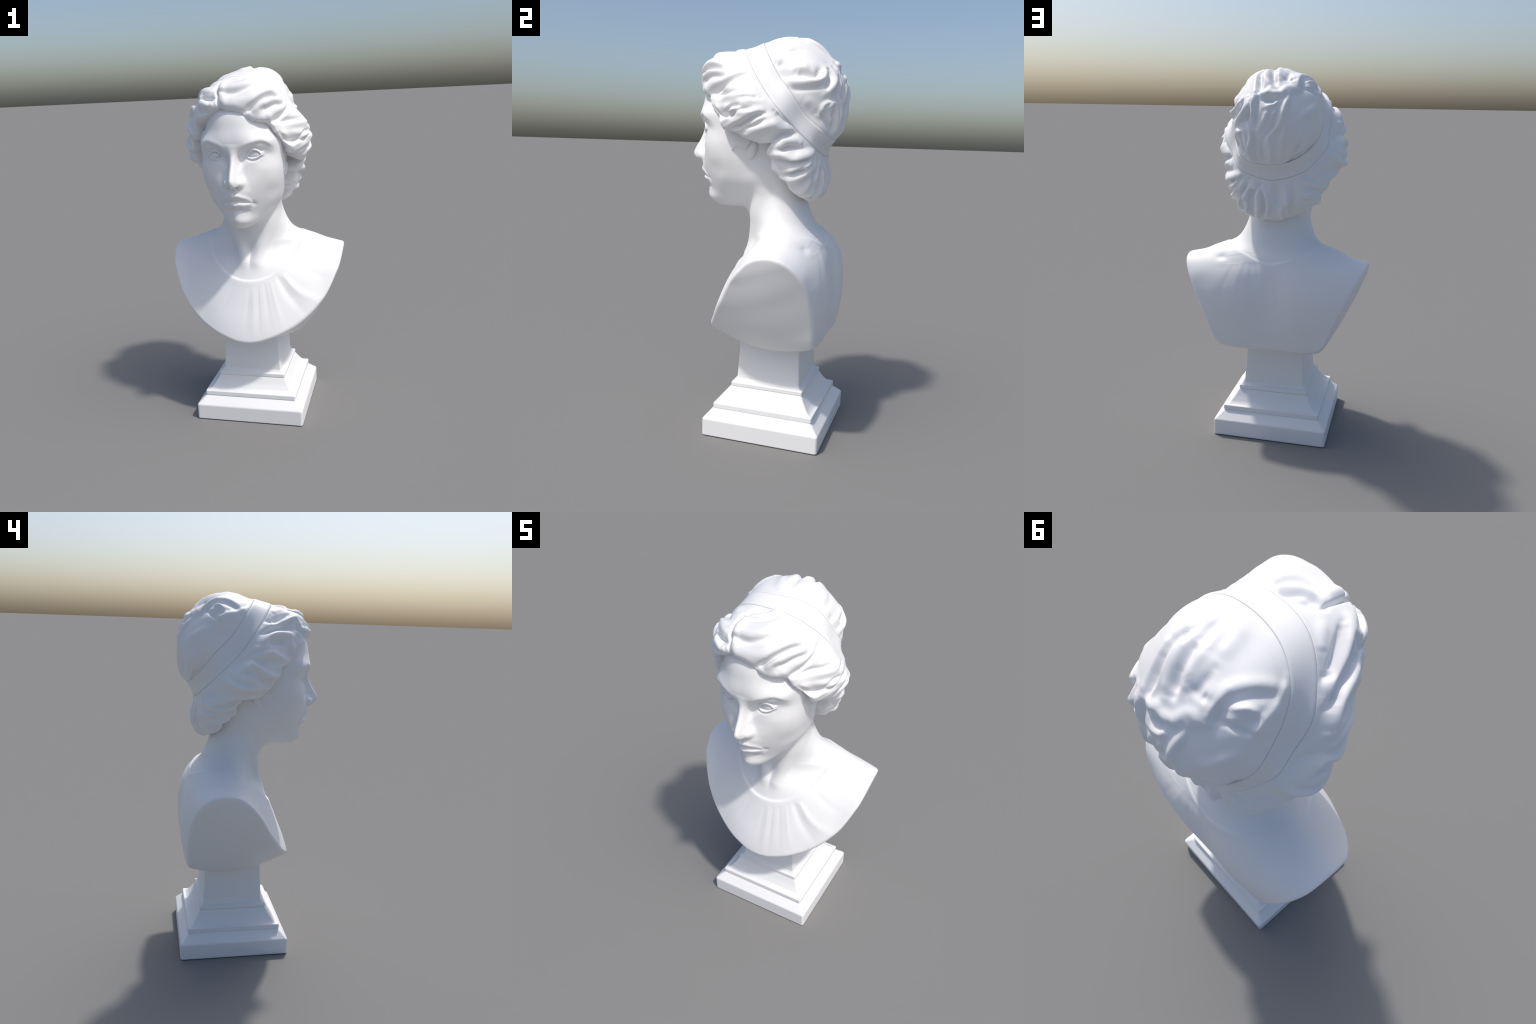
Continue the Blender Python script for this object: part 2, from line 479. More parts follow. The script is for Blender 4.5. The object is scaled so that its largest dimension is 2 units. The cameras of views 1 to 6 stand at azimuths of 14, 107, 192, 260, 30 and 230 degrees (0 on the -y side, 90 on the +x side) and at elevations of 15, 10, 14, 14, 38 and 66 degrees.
# profile of the nose ridge and how wide it is
nose_ridge = Curve([(1.375, -.325), (1.386, -.346), (1.396, -.368), (1.408, -.391), (1.420, -.401), (1.437, -.4045), (1.456, -.397), (1.50, -.370),
                    (1.535, -.353), (1.556, -.346), (1.585, -.3425), (1.61, -.342), (1.66, -.33)])
nose_width = Curve([(1.37, .024), (1.40, .030), (1.43, .032), (1.46, .029), (1.50, .026), (1.55, .025), (1.575, .030), (1.60, .042), (1.64, .055)])
brow_line = Curve([(0, 1.545), (.02, 1.556), (.03, 1.568), (.042, 1.585), (.058, 1.600), (.075, 1.611), (.10, 1.621), (.141, 1.631), (.165, 1.622), (.187, 1.603), (.21, 1.57)])
socket_depth = Curve([(0, 0), (.016, .002), (.030, .013), (.045, .019), (.065, .018), (.10, .012), (.14, .010), (.17, .007), (.197, 0)])

muzzle = Curve([(-.07, 0), (-.045, .002), (-.03, .006), (0, .013), (.03, .020), (.062, .023), (.085, .013), (.115, 0)])
EYE_IN, EYE_OUT = (.069, 1.5525), (.134, 1.5585)

def eye_opening(ax, z):
    s = (ax - EYE_IN[0]) / (EYE_OUT[0] - EYE_IN[0])
    b = np.clip(4 * s * (1 - s), 0, 1)
    z0 = EYE_IN[1] + (EYE_OUT[1] - EYE_IN[1]) * s
    up = z0 + 0.0220 * b ** 0.75 - z
    dn = z - (z0 - 0.0120 * b ** 0.85)
    side = np.minimum(s, 1 - s) * 0.06
    return np.minimum(np.minimum(up, dn), side + 0.0005), up, dn

def face_relief(x, z):
    """How far the face stands forward of its smooth sections."""
    ax = np.abs(x)
    d = np.zeros_like(x)
    # nose
    h = np.maximum(face_mid(z) - nose_ridge(z) - muzzle(z - 1.3235), 0) * smoothstep(1.375, 1.388, z) * smoothstep(1.66, 1.60, z)
    d += h * np.exp(-np.abs(ax / nose_width(z)) ** 2.2)
    # eye sockets under a crisp brow
    u = brow_line(ax) - z
    d -= socket_depth(ax) * smoothstep(-0.003, 0.020, u) * (1 - smoothstep(0.040, 0.098, u))
    d += 0.002 * gauss(u + 0.008, 0.014) * smoothstep(.02, .06, ax) * smoothstep(.20, .16, ax)
    # mouth: the muzzle swells under the nose, the lips sit on it
    zs = 1.3235 + 0.004 * gauss(ax - .020, .014) - 0.013 * (ax / .082) ** 2
    t = np.sqrt(np.clip(1 - (ax / 0.080) ** 2, 0, 1))
    v = z - zs
    d += muzzle(v) * gauss(ax, .062)
    d += 0.0090 * t * gauss(v - 0.026 * t - .003, 0.013) * (1 - .3 * gauss(ax, .007))
    d -= 0.0060 * np.clip(1 - (ax / .092) ** 4, 0, 1) * gauss(v, 0.0050)
    d += 0.0135 * t ** 1.1 * gauss(v + 0.0195 * t, 0.0138)
    d -= 0.0070 * np.clip(1 - (ax / .075) ** 2, 0, 1) * gauss(v + 0.050, 0.013)
    d -= 0.006 * gauss(ax - .088, .012) * gauss(z - 1.308, .014)
    # philtrum
    d -= 0.003 * gauss(ax, 0.007) * gauss(z - 1.373, 0.014)
    # chin
    d += 0.004 * gauss(ax, .045) * gauss(z - 1.225, .03)
    return d

def lid_relief(x, z):
    ax = np.abs(x)
    a, up, dn = eye_opening(ax, z)
    inside = smoothstep(-0.0015, 0.003, a)
    w = smoothstep(.056, .068, ax) * smoothstep(.152, .138, ax)
    d = -0.013 * inside
    d += 0.0035 * gauss(up + 0.006, 0.005) * w * (1 - inside)
    d -= 0.0055 * gauss(up + 0.0165, 0.005) * w
    d += 0.004 * gauss(dn + 0.004, 0.004) * w * (1 - inside)
    d -= 0.003 * gauss(dn + 0.015, 0.006) * w
    return d

# wisps of hair lying on the skin before the ear: lower outline against depth
wisp_low = Curve([(-.30, 1.75), (-.16, 1.58), (-.149, 1.546), (-.124, 1.499), (-.113, 1.465), (-.108, 1.452), (-.098, 1.463), (-.071, 1.470), (-.056, 1.464), (-.048, 1.462),
                  (-.030, 1.478), (-.016, 1.500), (.01, 1.56), (.3, 1.75)])

def head_field(P):
    x, y, z = P[:, 0], P[:, 1], P[:, 2]
    frontal = smoothstep(-0.14, -0.20, y)
    relief = face_relief(x, z) * frontal
    y1 = y + (relief + lid_relief(x, z) * frontal)
    th = np.arctan2(y1 - HEAD_C[1], np.abs(x) - HEAD_C[0])
    r = np.hypot(x, y1 - HEAD_C[1])
    f = (r - head_R(z, th)) * 0.94
    f = f - 0.007 * smoothstep(-0.004, 0.006, z - wisp_low(y)) * (np.abs(x) > 0.12) * (z < 1.68)
    under = (jaw_under(np.abs(x)) - z) * 0.8
    f = smax(f, under, 0.05)
    f = smax(f, z - 1.84, 0.08)
    Q = np.stack([np.abs(x), y + lid_relief(x, z) * frontal, z], 1)
    # closed volume of eyeball and lids
    f = smin(f, ellipsoid(Q, (.1015, -.2545, 1.560), (.044, .043, .0295)), 0.012)
    # wings of the nose and nostrils
    M = mirrored(P)
    f = smin(f, ellipsoid(M, (.0325, -.336, 1.4215), (.0180, .029, .0205)), 0.028)
    f = smax(f, -ellipsoid(M, (.0215, -.361, 1.3985), (.0075, .0145, .0085)), 0.005)
    return f

def skin_field(P):
    t = smax(torso_field(P), cut_field(P), 0.018)
    n = neck_field(P)
    f = smin(t, n, 0.060)
    f = smin(f, head_field(P), 0.035)
    return f

sv, sq = surface_nets(skin_field, (-0.56, -0.44, 0.44), (0.56, 0.44, 1.90), VOX_SKIN,
                      slack=lambda c: np.where((c[:, 1] < -0.22) & (c[:, 2] > 1.15), 3.2, 1.4))

fc = sv[sq].mean(1)
head_line = np.interp(fc[:, 1], [-.30, -.12, .05, .25], [1.10, 1.14, 1.24, 1.30])
g = np.where(fc[:, 2] < 1.12, collar_out(fc[:, 0], fc[:, 1]), -1.0)
lab = np.where(fc[:, 2] > head_line, 0, np.where(g < 0.0, 1, 2))
lab = np.where((lab == 1) & (cut_field(fc) > -0.01), 2, lab)
body_parts = split_into_parts(sv, sq, lab, ["head", "neck", "tunic"], bust)

# eyeballs
def ellipsoid_mesh(name, c, r, parent, nu=48, nv=32):
    vs, fs = [], []
    for i in range(nv + 1):
        a = math.pi * i / nv
        for j in range(nu):
            b = 2 * math.pi * j / nu
            vs.append((c[0] + r[0] * math.sin(a) * math.cos(b), c[1] + r[1] * math.sin(a) * math.sin(b), c[2] + r[2] * math.cos(a)))
    for i in range(nv):
        for j in range(nu):
            k = (j + 1) % nu
            fs.append((i * nu + j, (i + 1) * nu + j, (i + 1) * nu + k, i * nu + k))
    return new_mesh_object(name, vs, fs, parent)

for s in (1, -1):
    ellipsoid_mesh("eyeball", (s * .1015, -.2525, 1.560), (.0435, .0390, .0275), body_parts["head"])

# ============================================================ HAIR
HAIR_C = np.array([0.0, 0.06, 1.60])
# mean radius (mm) of the hair mass about HAIR_C: rings by elevation, every 15 degrees of
# azimuth counted from the face (-y) towards +x
HAIR_RINGS = {
    78: (374, 374, 376, 379, 384, 390, 396, 401, 405, 407, 407, 406, 404, 402, 400, 396, 393, 388, 384, 380, 378, 376, 375, 374),
    66: (379, 377, 373, 369, 370, 377, 387, 397, 405, 410, 412, 412, 409, 407, 406, 404, 399, 388, 377, 371, 371, 375, 379, 380),
    54: (413, 413, 399, 372, 350, 345, 349, 361, 377, 392, 401, 403, 400, 394, 393, 395, 385, 362, 345, 344, 357, 378, 397, 407),
    42: (446, 455, 436, 385, 346, 325, 311, 316, 345, 376, 390, 394, 393, 383, 376, 374, 352, 317, 309, 330, 356, 388, 423, 439),
    30: (428, 442, 423, 372, 352, 337, 302, 291, 318, 357, 375, 378, 380, 375, 363, 352, 317, 277, 294, 342, 364, 384, 423, 433),
    18: (378, 396, 377, 339, 353, 358, 320, 293, 290, 320, 349, 352, 353, 355, 346, 328, 292, 264, 302, 352, 356, 355, 384, 388),
    6: (359, 390, 374, 333, 348, 358, 335, 311, 273, 286, 329, 340, 332, 332, 323, 299, 277, 287, 330, 351, 339, 332, 350, 354),
    -6: (365, 401, 390, 344, 332, 333, 332, 325, 282, 280, 316, 327, 319, 311, 298, 280, 284, 331, 363, 344, 326, 331, 346, 351),
    -18: (366, 380, 365, 325, 305, 302, 314, 325, 311, 297, 295, 294, 293, 286, 283, 292, 313, 348, 354, 322, 306, 321, 344, 357),
    -30: (382, 373, 343, 310, 297, 295, 305, 330, 348, 338, 307, 288, 288, 290, 309, 340, 351, 339, 319, 298, 293, 311, 344, 372),
    -42: (420, 409, 376, 343, 327, 319, 321, 346, 379, 388, 368, 349, 344, 350, 373, 394, 381, 340, 312, 310, 322, 339, 367, 401),
    -54: (430, 430, 412, 389, 370, 357, 355, 371, 400, 421, 425, 419, 413, 412, 414, 410, 387, 357, 344, 354, 371, 383, 396, 415),
    -66: (418, 421, 420, 414, 406, 400, 400, 408, 423, 438, 445, 445, 439, 430, 418, 405, 391, 381, 382, 391, 400, 405, 408, 412),
}
HAIR_TOP = 387

def direction(az, el):
    a, e = np.radians(az), np.radians(el)
    return np.stack([np.cos(e) * np.sin(a), -np.cos(e) * np.cos(a), np.sin(e)], -1)

def rbf_fit(dirs, vals):
    """Smooth function over directions through control values (cubic kernel + linear part)."""
    n = len(dirs)
    D = np.linalg.norm(dirs[:, None] - dirs[None], axis=-1)
    Pm = np.c_[np.ones(n), dirs]
    M = np.block([[D ** 3 + 1e-5 * np.eye(n), Pm], [Pm.T, np.zeros((4, 4))]])
    s = np.linalg.solve(M, np.r_[vals, np.zeros(4)])
    def f(d):
        out = np.empty(len(d))
        for i in range(0, len(d), 40000):
            q = d[i:i + 40000]
            D = np.sqrt(np.maximum(2 - 2 * q @ dirs.T, 0))
            out[i:i + 40000] = D ** 3 @ s[:n] + s[n] + q @ s[n + 1:]
        return out
    return f

_d, _r = [direction(0.0, 90.0)], [HAIR_TOP]
for el, ring in HAIR_RINGS.items():
    for i, rr in enumerate(ring):
        _d.append(direction(15.0 * i, float(el))); _r.append(rr)
_fit = rbf_fit(np.array(_d), np.array(_r) * 1e-3)

# direction maps (azimuth x elevation), shared by hair and band
HMAX = 0.022
NA, NE = 1081, 541
MAP_AZ, MAP_EL = np.meshgrid(np.linspace(0, 360, NA), np.linspace(-90, 90, NE), indexing='ij')
MAP_DIR = direction(MAP_AZ, MAP_EL).reshape(-1, 3)

def as_grid(vals):
    return Grid(0.0, 360.0, -90.0, 90.0, np.asarray(vals).reshape(NA, NE))

# coarse evaluation of the smooth shell, then lookup
_ca, _ce = np.meshgrid(np.linspace(0, 360, 181), np.linspace(-90, 90, 91), indexing='ij')
_shell = _fit(direction(_ca, _ce).reshape(-1, 3)).reshape(181, 91)
shell_R = Grid(0.0, 360.0, -90.0, 90.0, _shell)
MAP_R = shell_R(MAP_AZ.ravel(), MAP_EL.ravel())
MAP_P = HAIR_C + MAP_DIR * MAP_R[:, None]

# ---- strand lines: lock(height mm, half width mm, (azimuth, elevation), ...)
relief = np.zeros(len(MAP_DIR))
LOCK_GAIN = 1.55

def lock(height, width, *pts):
    p = direction(np.array([q[0] for q in pts], float), np.array([q[1] for q in pts], float))
    span = np.linalg.norm(np.diff(p, axis=0), axis=1).sum()
    t = np.linspace(0, 1, int(12 + span / 0.006))
    c = spline(np.linspace(0, 1, len(pts)), p, t)
    c /= np.linalg.norm(c, axis=1, keepdims=True)
    mid = c.mean(0); mid /= np.linalg.norm(mid)
    reach = np.arccos(np.clip((c @ mid).min(), -1, 1)) + 4.2 * width * 1e-3 / 0.33
    sel = np.nonzero(MAP_DIR @ mid > math.cos(min(reach, 3.1)))[0]
    d2 = 2 - 2 * MAP_DIR[sel] @ c.T
    i = d2.argmin(1)
    d = np.sqrt(np.maximum(d2[np.arange(len(sel)), i], 0)) * MAP_R[sel]
    end = np.minimum(t[i], 1 - t[i]) * (len(pts) - 1)
    taper = 0.35 + 0.65 * smoothstep(0.0, 0.6, end)
    low = np.mean([q[1] for q in pts]) < -26             # deeper waves in the gathered nape hair
    back = low and 140 < np.mean([q[0] for q in pts]) < 215
    relief[sel] += (2.1 if back else 1.3 if low else 1.0) * LOCK_GAIN * (1.0 if height > 0 else 1.3) * height * 1e-3 * taper * np.exp(-(d / (width * 1e-3 * (1.45 if height > 0 else 1.15))) ** 2)

lock(-10, 6, (350, 28), (349, 34), (347, 39), (345, 44), (344, 48), (342, 52))
lock(8, 11, (355, 29), (353, 35), (351, 40), (350, 45), (350, 49))
lock(12, 20, (352, 32), (0, 30), (10, 29), (19, 31), (27, 35), (39, 41))
lock(-8, 12, (348, 39), (355, 37), (3, 37), (13, 39), (21, 42), (31, 47))
lock(7, 18, (348, 43), (0, 42), (11, 44), (21, 49))
lock(-18, 10, (11, 24), (18, 28), (25, 32), (33, 35), (42, 37))
lock(8, 14, (16, 22), (22, 27), (30, 30), (38, 33), (50, 37))
lock(-7, 8, (23, 25), (29, 27), (36, 30), (46, 32))
lock(8, 14, (25, 20), (33, 23), (41, 26), (51, 29), (64, 36))
lock(-16, 10, (31, 17), (39, 22), (46, 25), (56, 31), (67, 39))
lock(9, 17, (35, 17), (45, 14), (57, 16), (68, 17), (98, 13))
lock(-5, 10, (43, 18), (53, 20), (64, 19), (81, 19))
lock(-9, 9, (40, 9), (52, 1), (61, 4), (67, 8), (78, 9))
lock(9, 13, (52, -4), (62, 1), (72, 5), (89, 5))
lock(-5, 9, (341, 51), (355, 56), (11, 64))
lock(-4, 9, (349, 48), (2, 53), (22, 58))
lock(-9, 10, (44, 3), (64, 2), (75, 6), (84, 7))
lock(7, 12, (38, 9), (53, 9), (72, 7), (81, 11))
lock(-5, 11, (38, 19), (60, 20), (72, 21))
lock(-7, 11, (73, 15), (81, 16), (89, 16))
lock(9, 13, (57, -6), (73, -2), (83, 3), (92, 7))
lock(-9, 9, (63, -8), (76, -4), (87, 2), (94, 4))
lock(5, 9, (66, -10), (82, -6), (93, 1))
lock(-5, 8, (76, -8), (87, -5), (95, -1))
lock(12, 14, (74, -15), (88, -9), (101, -4))
lock(-8, 10, (102, 6), (108, 1), (116, -4))
lock(7, 16, (100, 1), (108, -7), (121, -11))
lock(-14, 12, (102, -19), (108, -13), (122, -12))
lock(-6, 9, (27, 30), (30, 34), (40, 37))
lock(7, 13, (105, -25), (112, -18), (123, -17), (130, -21))
lock(-8, 10, (105, -26), (116, -23), (130, -24))
lock(12, 11, (100, -30), (108, -28), (120, -30), (128, -28), (144, -27))
lock(-8, 10, (100, -35), (117, -33), (128, -31), (141, -30))
lock(6, 9, (113, -41), (123, -36), (132, -33), (146, -33))
lock(-8, 8, (116, -42), (126, -39), (133, -38))
lock(10, 9, (113, -48), (124, -43), (133, -39), (144, -35))
lock(-7, 12, (119, -54), (130, -47), (144, -40), (153, -35))
lock(6, 11, (129, -56), (139, -48), (149, -41), (157, -34))
lock(-7, 9, (153, -57), (153, -46), (165, -38))
lock(11, 12, (109, 34), (124, 30), (136, 29), (145, 31), (149, 38))
lock(-5, 12, (115, 28), (128, 26), (140, 26), (147, 30))
lock(-10, 12, (122, 39), (131, 35), (138, 33), (142, 37))
lock(6, 16, (103, 47), (115, 42), (126, 41), (135, 41))
lock(-8, 11, (101, 49), (110, 47))
lock(-4, 14, (101, 59), (116, 56), (131, 55))
lock(9, 11, (145, 20), (152, 25), (160, 32), (163, 43))
lock(-8, 9, (147, 24), (151, 32), (152, 37))
lock(8, 8, (143, 5), (145, 12), (150, 14), (153, 7), (157, -3))
lock(-9, 10, (145, 6), (150, 0), (156, -7))
lock(5, 14, (127, 18), (136, 14), (142, 7))
lock(8, 9, (142, 72), (167, 55), (171, 43))
lock(-8, 11, (158, 58), (168, 46))
lock(-7, 12, (177, 61), (183, 52))
lock(8, 13, (172, 41), (179, 43), (189, 44), (198, 50), (209, 49))
lock(-9, 13, (174, 38), (182, 38), (191, 41))
lock(7, 9, (187, 40), (185, 34), (176, 32))
lock(9, 9, (156, 40), (156, 28), (150, 21))
lock(-8, 9, (149, 33), (147, 26))
lock(-7, 9, (162, 35), (161, 26), (158, 21))
lock(8, 8, (165, 40), (164, 31), (166, 23))
lock(-7, 10, (169, 39), (169, 29), (169, 18))
lock(-6, 10, (185, 25), (184, 18), (177, 9))
lock(6, 10, (179, 30), (177, 24), (171, 14))
lock(9, 10, (199, 44), (193, 30), (189, 19), (180, 9), (182, -3), (181, -15))
lock(6, 7, (186, 30), (184, 24))
lock(9, 9, (160, 21), (165, 10), (162, -2), (162, -14))
lock(7, 8, (147, 9), (155, 14), (159, 8), (159, -7))
lock(-9, 9, (152, 9), (156, 1), (158, -8))
lock(-6, 11, (168, 12), (168, 0), (169, -14))
lock(-6, 9, (174, 4), (174, -12))
lock(5, 12, (195, 15), (191, 2), (191, -14))
lock(-8, 9, (200, -14), (207, -6), (220, 0), (229, 12))
lock(5, 11, (201, -6), (213, 2), (218, 11), (211, 13))
lock(7, 8, (220, 56), (235, 56), (243, 52))
lock(-6, 9, (216, 51), (228, 48), (237, 44))
lock(-6, 12, (209, 58), (201, 58))
lock(7, 9, (222, 63), (212, 55), (209, 49))
lock(6, 9, (170, -39), (177, -47), (173, -56))
lock(7, 9, (197, -38), (198, -46), (192, -50), (195, -61))
lock(-9, 12, (185, -38), (186, -44), (191, -49))
lock(7, 10, (159, -37), (165, -47), (158, -60))
lock(-6, 9, (167, -39), (171, -49), (167, -57))
lock(-6, 9, (154, -38), (156, -46), (154, -56))
lock(8, 9, (147, -32), (142, -40), (130, -51))
lock(6, 8, (149, -43), (151, -49), (137, -58))
lock(-6, 8, (145, -41), (141, -50))
lock(9, 9, (119, -30), (133, -28), (141, -26))
lock(8, 8, (128, -37), (137, -32), (142, -27))
lock(-5, 10, (206, -36), (205, -46), (204, -58))
lock(7, 11, (214, -40), (222, -38), (238, -41))
lock(-7, 10, (215, -36), (226, -35), (246, -37))
lock(6, 11, (216, -31), (230, -30), (256, -32))
lock(-7, 11, (215, -26), (227, -28), (245, -27))
lock(-6, 10, (215, -44), (226, -43), (238, -44))
lock(-8, 12, (298, 46), (305, 43), (318, 45), (332, 45))
lock(8, 12, (287, 38), (301, 40), (310, 40), (326, 42), (341, 42))
lock(-6, 11, (288, 34), (300, 35), (313, 35), (323, 33))
lock(9, 12, (282, 22), (290, 30), (301, 32), (311, 31), (318, 28))
lock(-8, 12, (287, 24), (299, 25), (311, 26))
lock(4, 12, (274, 19), (285, 22), (296, 24))
lock(8, 11, (276, 12), (284, 15), (292, 16), (301, 13), (314, 9))
lock(-9, 14, (278, 9), (287, 9), (300, 9))
lock(10, 11, (266, 2), (273, 7), (278, 5), (287, -1), (303, -5))
lock(-8, 12, (266, -2), (273, 0), (283, -7), (297, -8))
lock(9, 14, (242, -4), (253, -10), (266, -13), (282, -15), (295, -14))
lock(-6, 12, (256, -7), (265, -9), (276, -11))
lock(-5, 12, (256, 3), (265, 10), (273, 12))
lock(-5, 11, (248, -17), (261, -18), (274, -21), (289, -22))
lock(7, 11, (328, 40), (329, 35), (341, 29))
lock(6, 11, (350, 47), (351, 42), (346, 37))
lock(-6, 9, (327, 37), (325, 32), (331, 27))
lock(9, 12, (224, -23), (234, -28), (248, -27), (261, -21))
lock(-8, 10, (235, -31), (251, -32), (264, -27))
lock(-8, 14, (233, -23), (246, -21))
lock(6, 11, (221, -34), (238, -35), (252, -36), (263, -33))
lock(-8, 9, (219, -39), (236, -41), (250, -42), (260, -40))
lock(7, 11, (223, -41), (236, -45), (249, -47))
lock(-7, 9, (224, -47), (236, -52), (248, -51))
lock(6, 10, (223, -55), (235, -58), (247, -55))
lock(6, 15, (204, 50), (210, 59), (230, 64), (252, 63), (266, 58))
lock(-5, 17, (213, 48), (221, 56), (236, 60), (256, 58))
lock(2, 15, (223, 52), (236, 56), (247, 56), (253, 53))
lock(-2, 15, (221, 47), (236, 50), (245, 50))
lock(8, 11, (237, 43), (244, 48), (261, 55), (276, 60))
lock(5, 16, (205, 23), (219, 31), (234, 37))
lock(-5, 14, (235, 28), (239, 35), (248, 39))
lock(7, 9, (209, 12), (214, 5), (206, -6))
lock(-7, 8, (209, 6), (202, -6))
lock(4, 9, (192, 28), (194, 14), (192, -1))
lock(-8, 12, (169, 45), (166, 53), (159, 60), (152, 66), (146, 73))
lock(6, 14, (164, 39), (160, 49), (152, 59), (144, 65))
lock(7, 12, (179, 50), (171, 57), (165, 65), (158, 72))
lock(-8, 12, (183, 53), (179, 59), (175, 68), (166, 74))
lock(7, 14, (187, 59), (184, 68), (182, 75), (153, 88))
lock(-5, 13, (184, 74), (163, 78), (121, 84))
lock(6, 18, (204, 73), (219, 82), (345, 87))
lock(-5, 13, (192, 57), (199, 61), (205, 69))
lock(5, 12, (169, 41), (175, 43), (179, 48))
lock(5, 12, (181, 46), (189, 41), (195, 46))
lock(-6, 9, (179, 41), (183, 37))
lock(4, 12, (195, 46), (202, 47), (209, 48))
lock(5, 13, (236, 42), (242, 48), (253, 50), (263, 51))
lock(-9, 12, (21, 60), (14, 55), (5, 52), (353, 50))
lock(8, 14, (22, 63), (12, 58), (1, 55), (348, 52))
lock(-7, 13, (3, 63), (351, 59), (345, 54))
lock(-9, 12, (328, 46), (314, 46), (302, 45))
lock(8, 12, (330, 43), (317, 42), (300, 43), (289, 41))
lock(-9, 12, (325, 39), (315, 38), (298, 37), (290, 33))
lock(9, 12, (315, 27), (300, 33), (289, 29), (283, 21))
lock(5, 14, (335, 53), (319, 54), (310, 53))
lock(6, 12, (323, 41), (336, 39), (345, 38))
lock(-8, 9, (328, 34), (340, 33), (346, 33))
lock(9, 11, (326, 30), (338, 29), (343, 28), (347, 30))
lock(-9, 12, (329, 25), (338, 25), (342, 25))
lock(5, 12, (299, 31), (316, 21), (319, 7))
lock(-34, 8, (197, -15), (202, -13), (207, -9), (212, -6))
# ---- hairline: closed border of the hair, walked round the head
HAIRLINE = [(348, 27), (351, 28), (356, 26), (2, 25), (8, 23), (14, 19), (21, 18), (28, 18), (32, 16), (35, 11), (43, 4), (51, -4), (53, -9),
    (65, -11), (75, -17), (83, -20), (90, -22), (98, -21), (88, -30), (84, -55),
    (110, -78), (180, -84), (250, -78), (276, -55), (272, -32), (267, -26), (275, -27), (289, -28), (293, -25), (297, -16),
    (300, -8), (304, -4), (305, 4), (313, 6), (317, 10), (320, 18), (331, 21), (343, 25)]

def border_distance():
    b = direction(np.array([q[0] for q in HAIRLINE], float), np.array([q[1] for q in HAIRLINE], float))
    b = np.concatenate([b, b[:1]])
    dense = []
    for p, q in zip(b[:-1], b[1:]):
        for t in np.linspace(0, 1, 8, endpoint=False):
            v = p * (1 - t) + q * t
            dense.append(v / np.linalg.norm(v))
    dense = np.array(dense)
    # azimuthal projection about the middle of the hair for the inside test
    w = direction(180.0, 35.0); u = np.cross(w, (0, 0, 1.0)); u /= np.linalg.norm(u); v = np.cross(w, u)
    def flat(d):
        a = np.arccos(np.clip(d @ w, -1, 1)); s = np.maximum(np.linalg.norm(np.c_[d @ u, d @ v], axis=1), 1e-9)
        return np.c_[d @ u, d @ v] / s[:, None] * a[:, None]
    poly = flat(dense); q = flat(MAP_DIR)
    # polar outline about the centre (the border is star-shaped there up to small scallops)
    inside = np.zeros(len(q), bool)
    x0, y0 = poly.T; x1, y1 = np.roll(poly, -1, 0).T
    for a, bq, c, e in zip(x0, y0, x1, y1):
        if bq == e: continue
        m = (bq > q[:, 1]) != (e > q[:, 1])
        inside[m] ^= q[m, 0] < (c - a) * (q[m, 1] - bq) / (e - bq) + a
    best = np.full(len(q), -2.0)
    for i in range(0, len(dense), 16):
        best = np.maximum(best, (MAP_DIR @ dense[i:i + 16].T).max(1))
    dist = np.sqrt(np.maximum(2 - 2 * best, 0))
    return np.where(inside, dist, -dist)

MAP_EDGE = border_distance()
# scalloped front and lower ends of the hair gathered at the nape (world coordinates)
nape_front = Curve([(1.10, .30), (1.19, .25), (1.22, .235), (1.24, .212), (1.262, .190), (1.283, .172), (1.300, .166), (1.316, .160), (1.330, .132),
                    (1.352, .118), (1.367, .094), (1.39, .092), (1.410, .094), (1.422, .092), (1.435, .080), (1.45, .076), (1.47, .085), (1.497, .10), (1.56, .10), (2.1, .10)])
nape_low = Curve([(-.4, 1.30), (-.20, 1.262), (-.165, 1.250), (-.12, 1.232), (-.068, 1.222), (-.031, 1.202), (.0, 1.212), (.036, 1.220), (.085, 1.207), (.106, 1.220),
                  (.141, 1.230), (.2, 1.262), (.4, 1.30)])

# ---- headband: a loop round the axis below; its edges as angles off the loop plane,
# at every 30 degrees round the loop (0 = +x side, 90 = nape side ... )
BAND_AXIS = np.array([0.05, 0.77, 0.63]); BAND_AXIS /= np.linalg.norm(BAND_AXIS)
BAND_U = np.array([1.0, 0, 0]) - BAND_AXIS * BAND_AXIS[0]; BAND_U /= np.linalg.norm(BAND_U)
BAND_V = np.cross(BAND_AXIS, BAND_U)
BAND_FRONT = (19.7, 20.6, 19.6, 17.4, 17.1, 16.3, 13.9, 12.9, 13.0, 13.8, 16.4, 18.6)
BAND_BACK = (38.4, 37.3, 35.9, 35.1, 33.7, 33.6, 33.3, 30.4, 28.2, 29.0, 31.6, 35.9)

def loop_curve(vals):
    v = list(vals)
    a = np.arange(-60, 421, 30.0)
    return Curve(list(zip(a, [v[int(k // 30) % 12] for k in a])), 1200)
band_front, band_back = loop_curve(BAND_FRONT), loop_curve(BAND_BACK)

def band_coords(d):
    beta = np.degrees(np.arcsin(np.clip(d @ BAND_AXIS, -1, 1)))
    psi = np.degrees(np.arctan2(d @ BAND_V, d @ BAND_U)) % 360
    return psi, beta

_psi, _beta = band_coords(MAP_DIR)
_bf = np.radians(_beta - band_front(_psi)) * MAP_R
_bb = np.radians(band_back(_psi) - _beta) * MAP_R
on_band = np.minimum(_bf, _bb)                       # > 0 under the ribbon
MAP_H = HMAX * np.tanh(relief / HMAX)
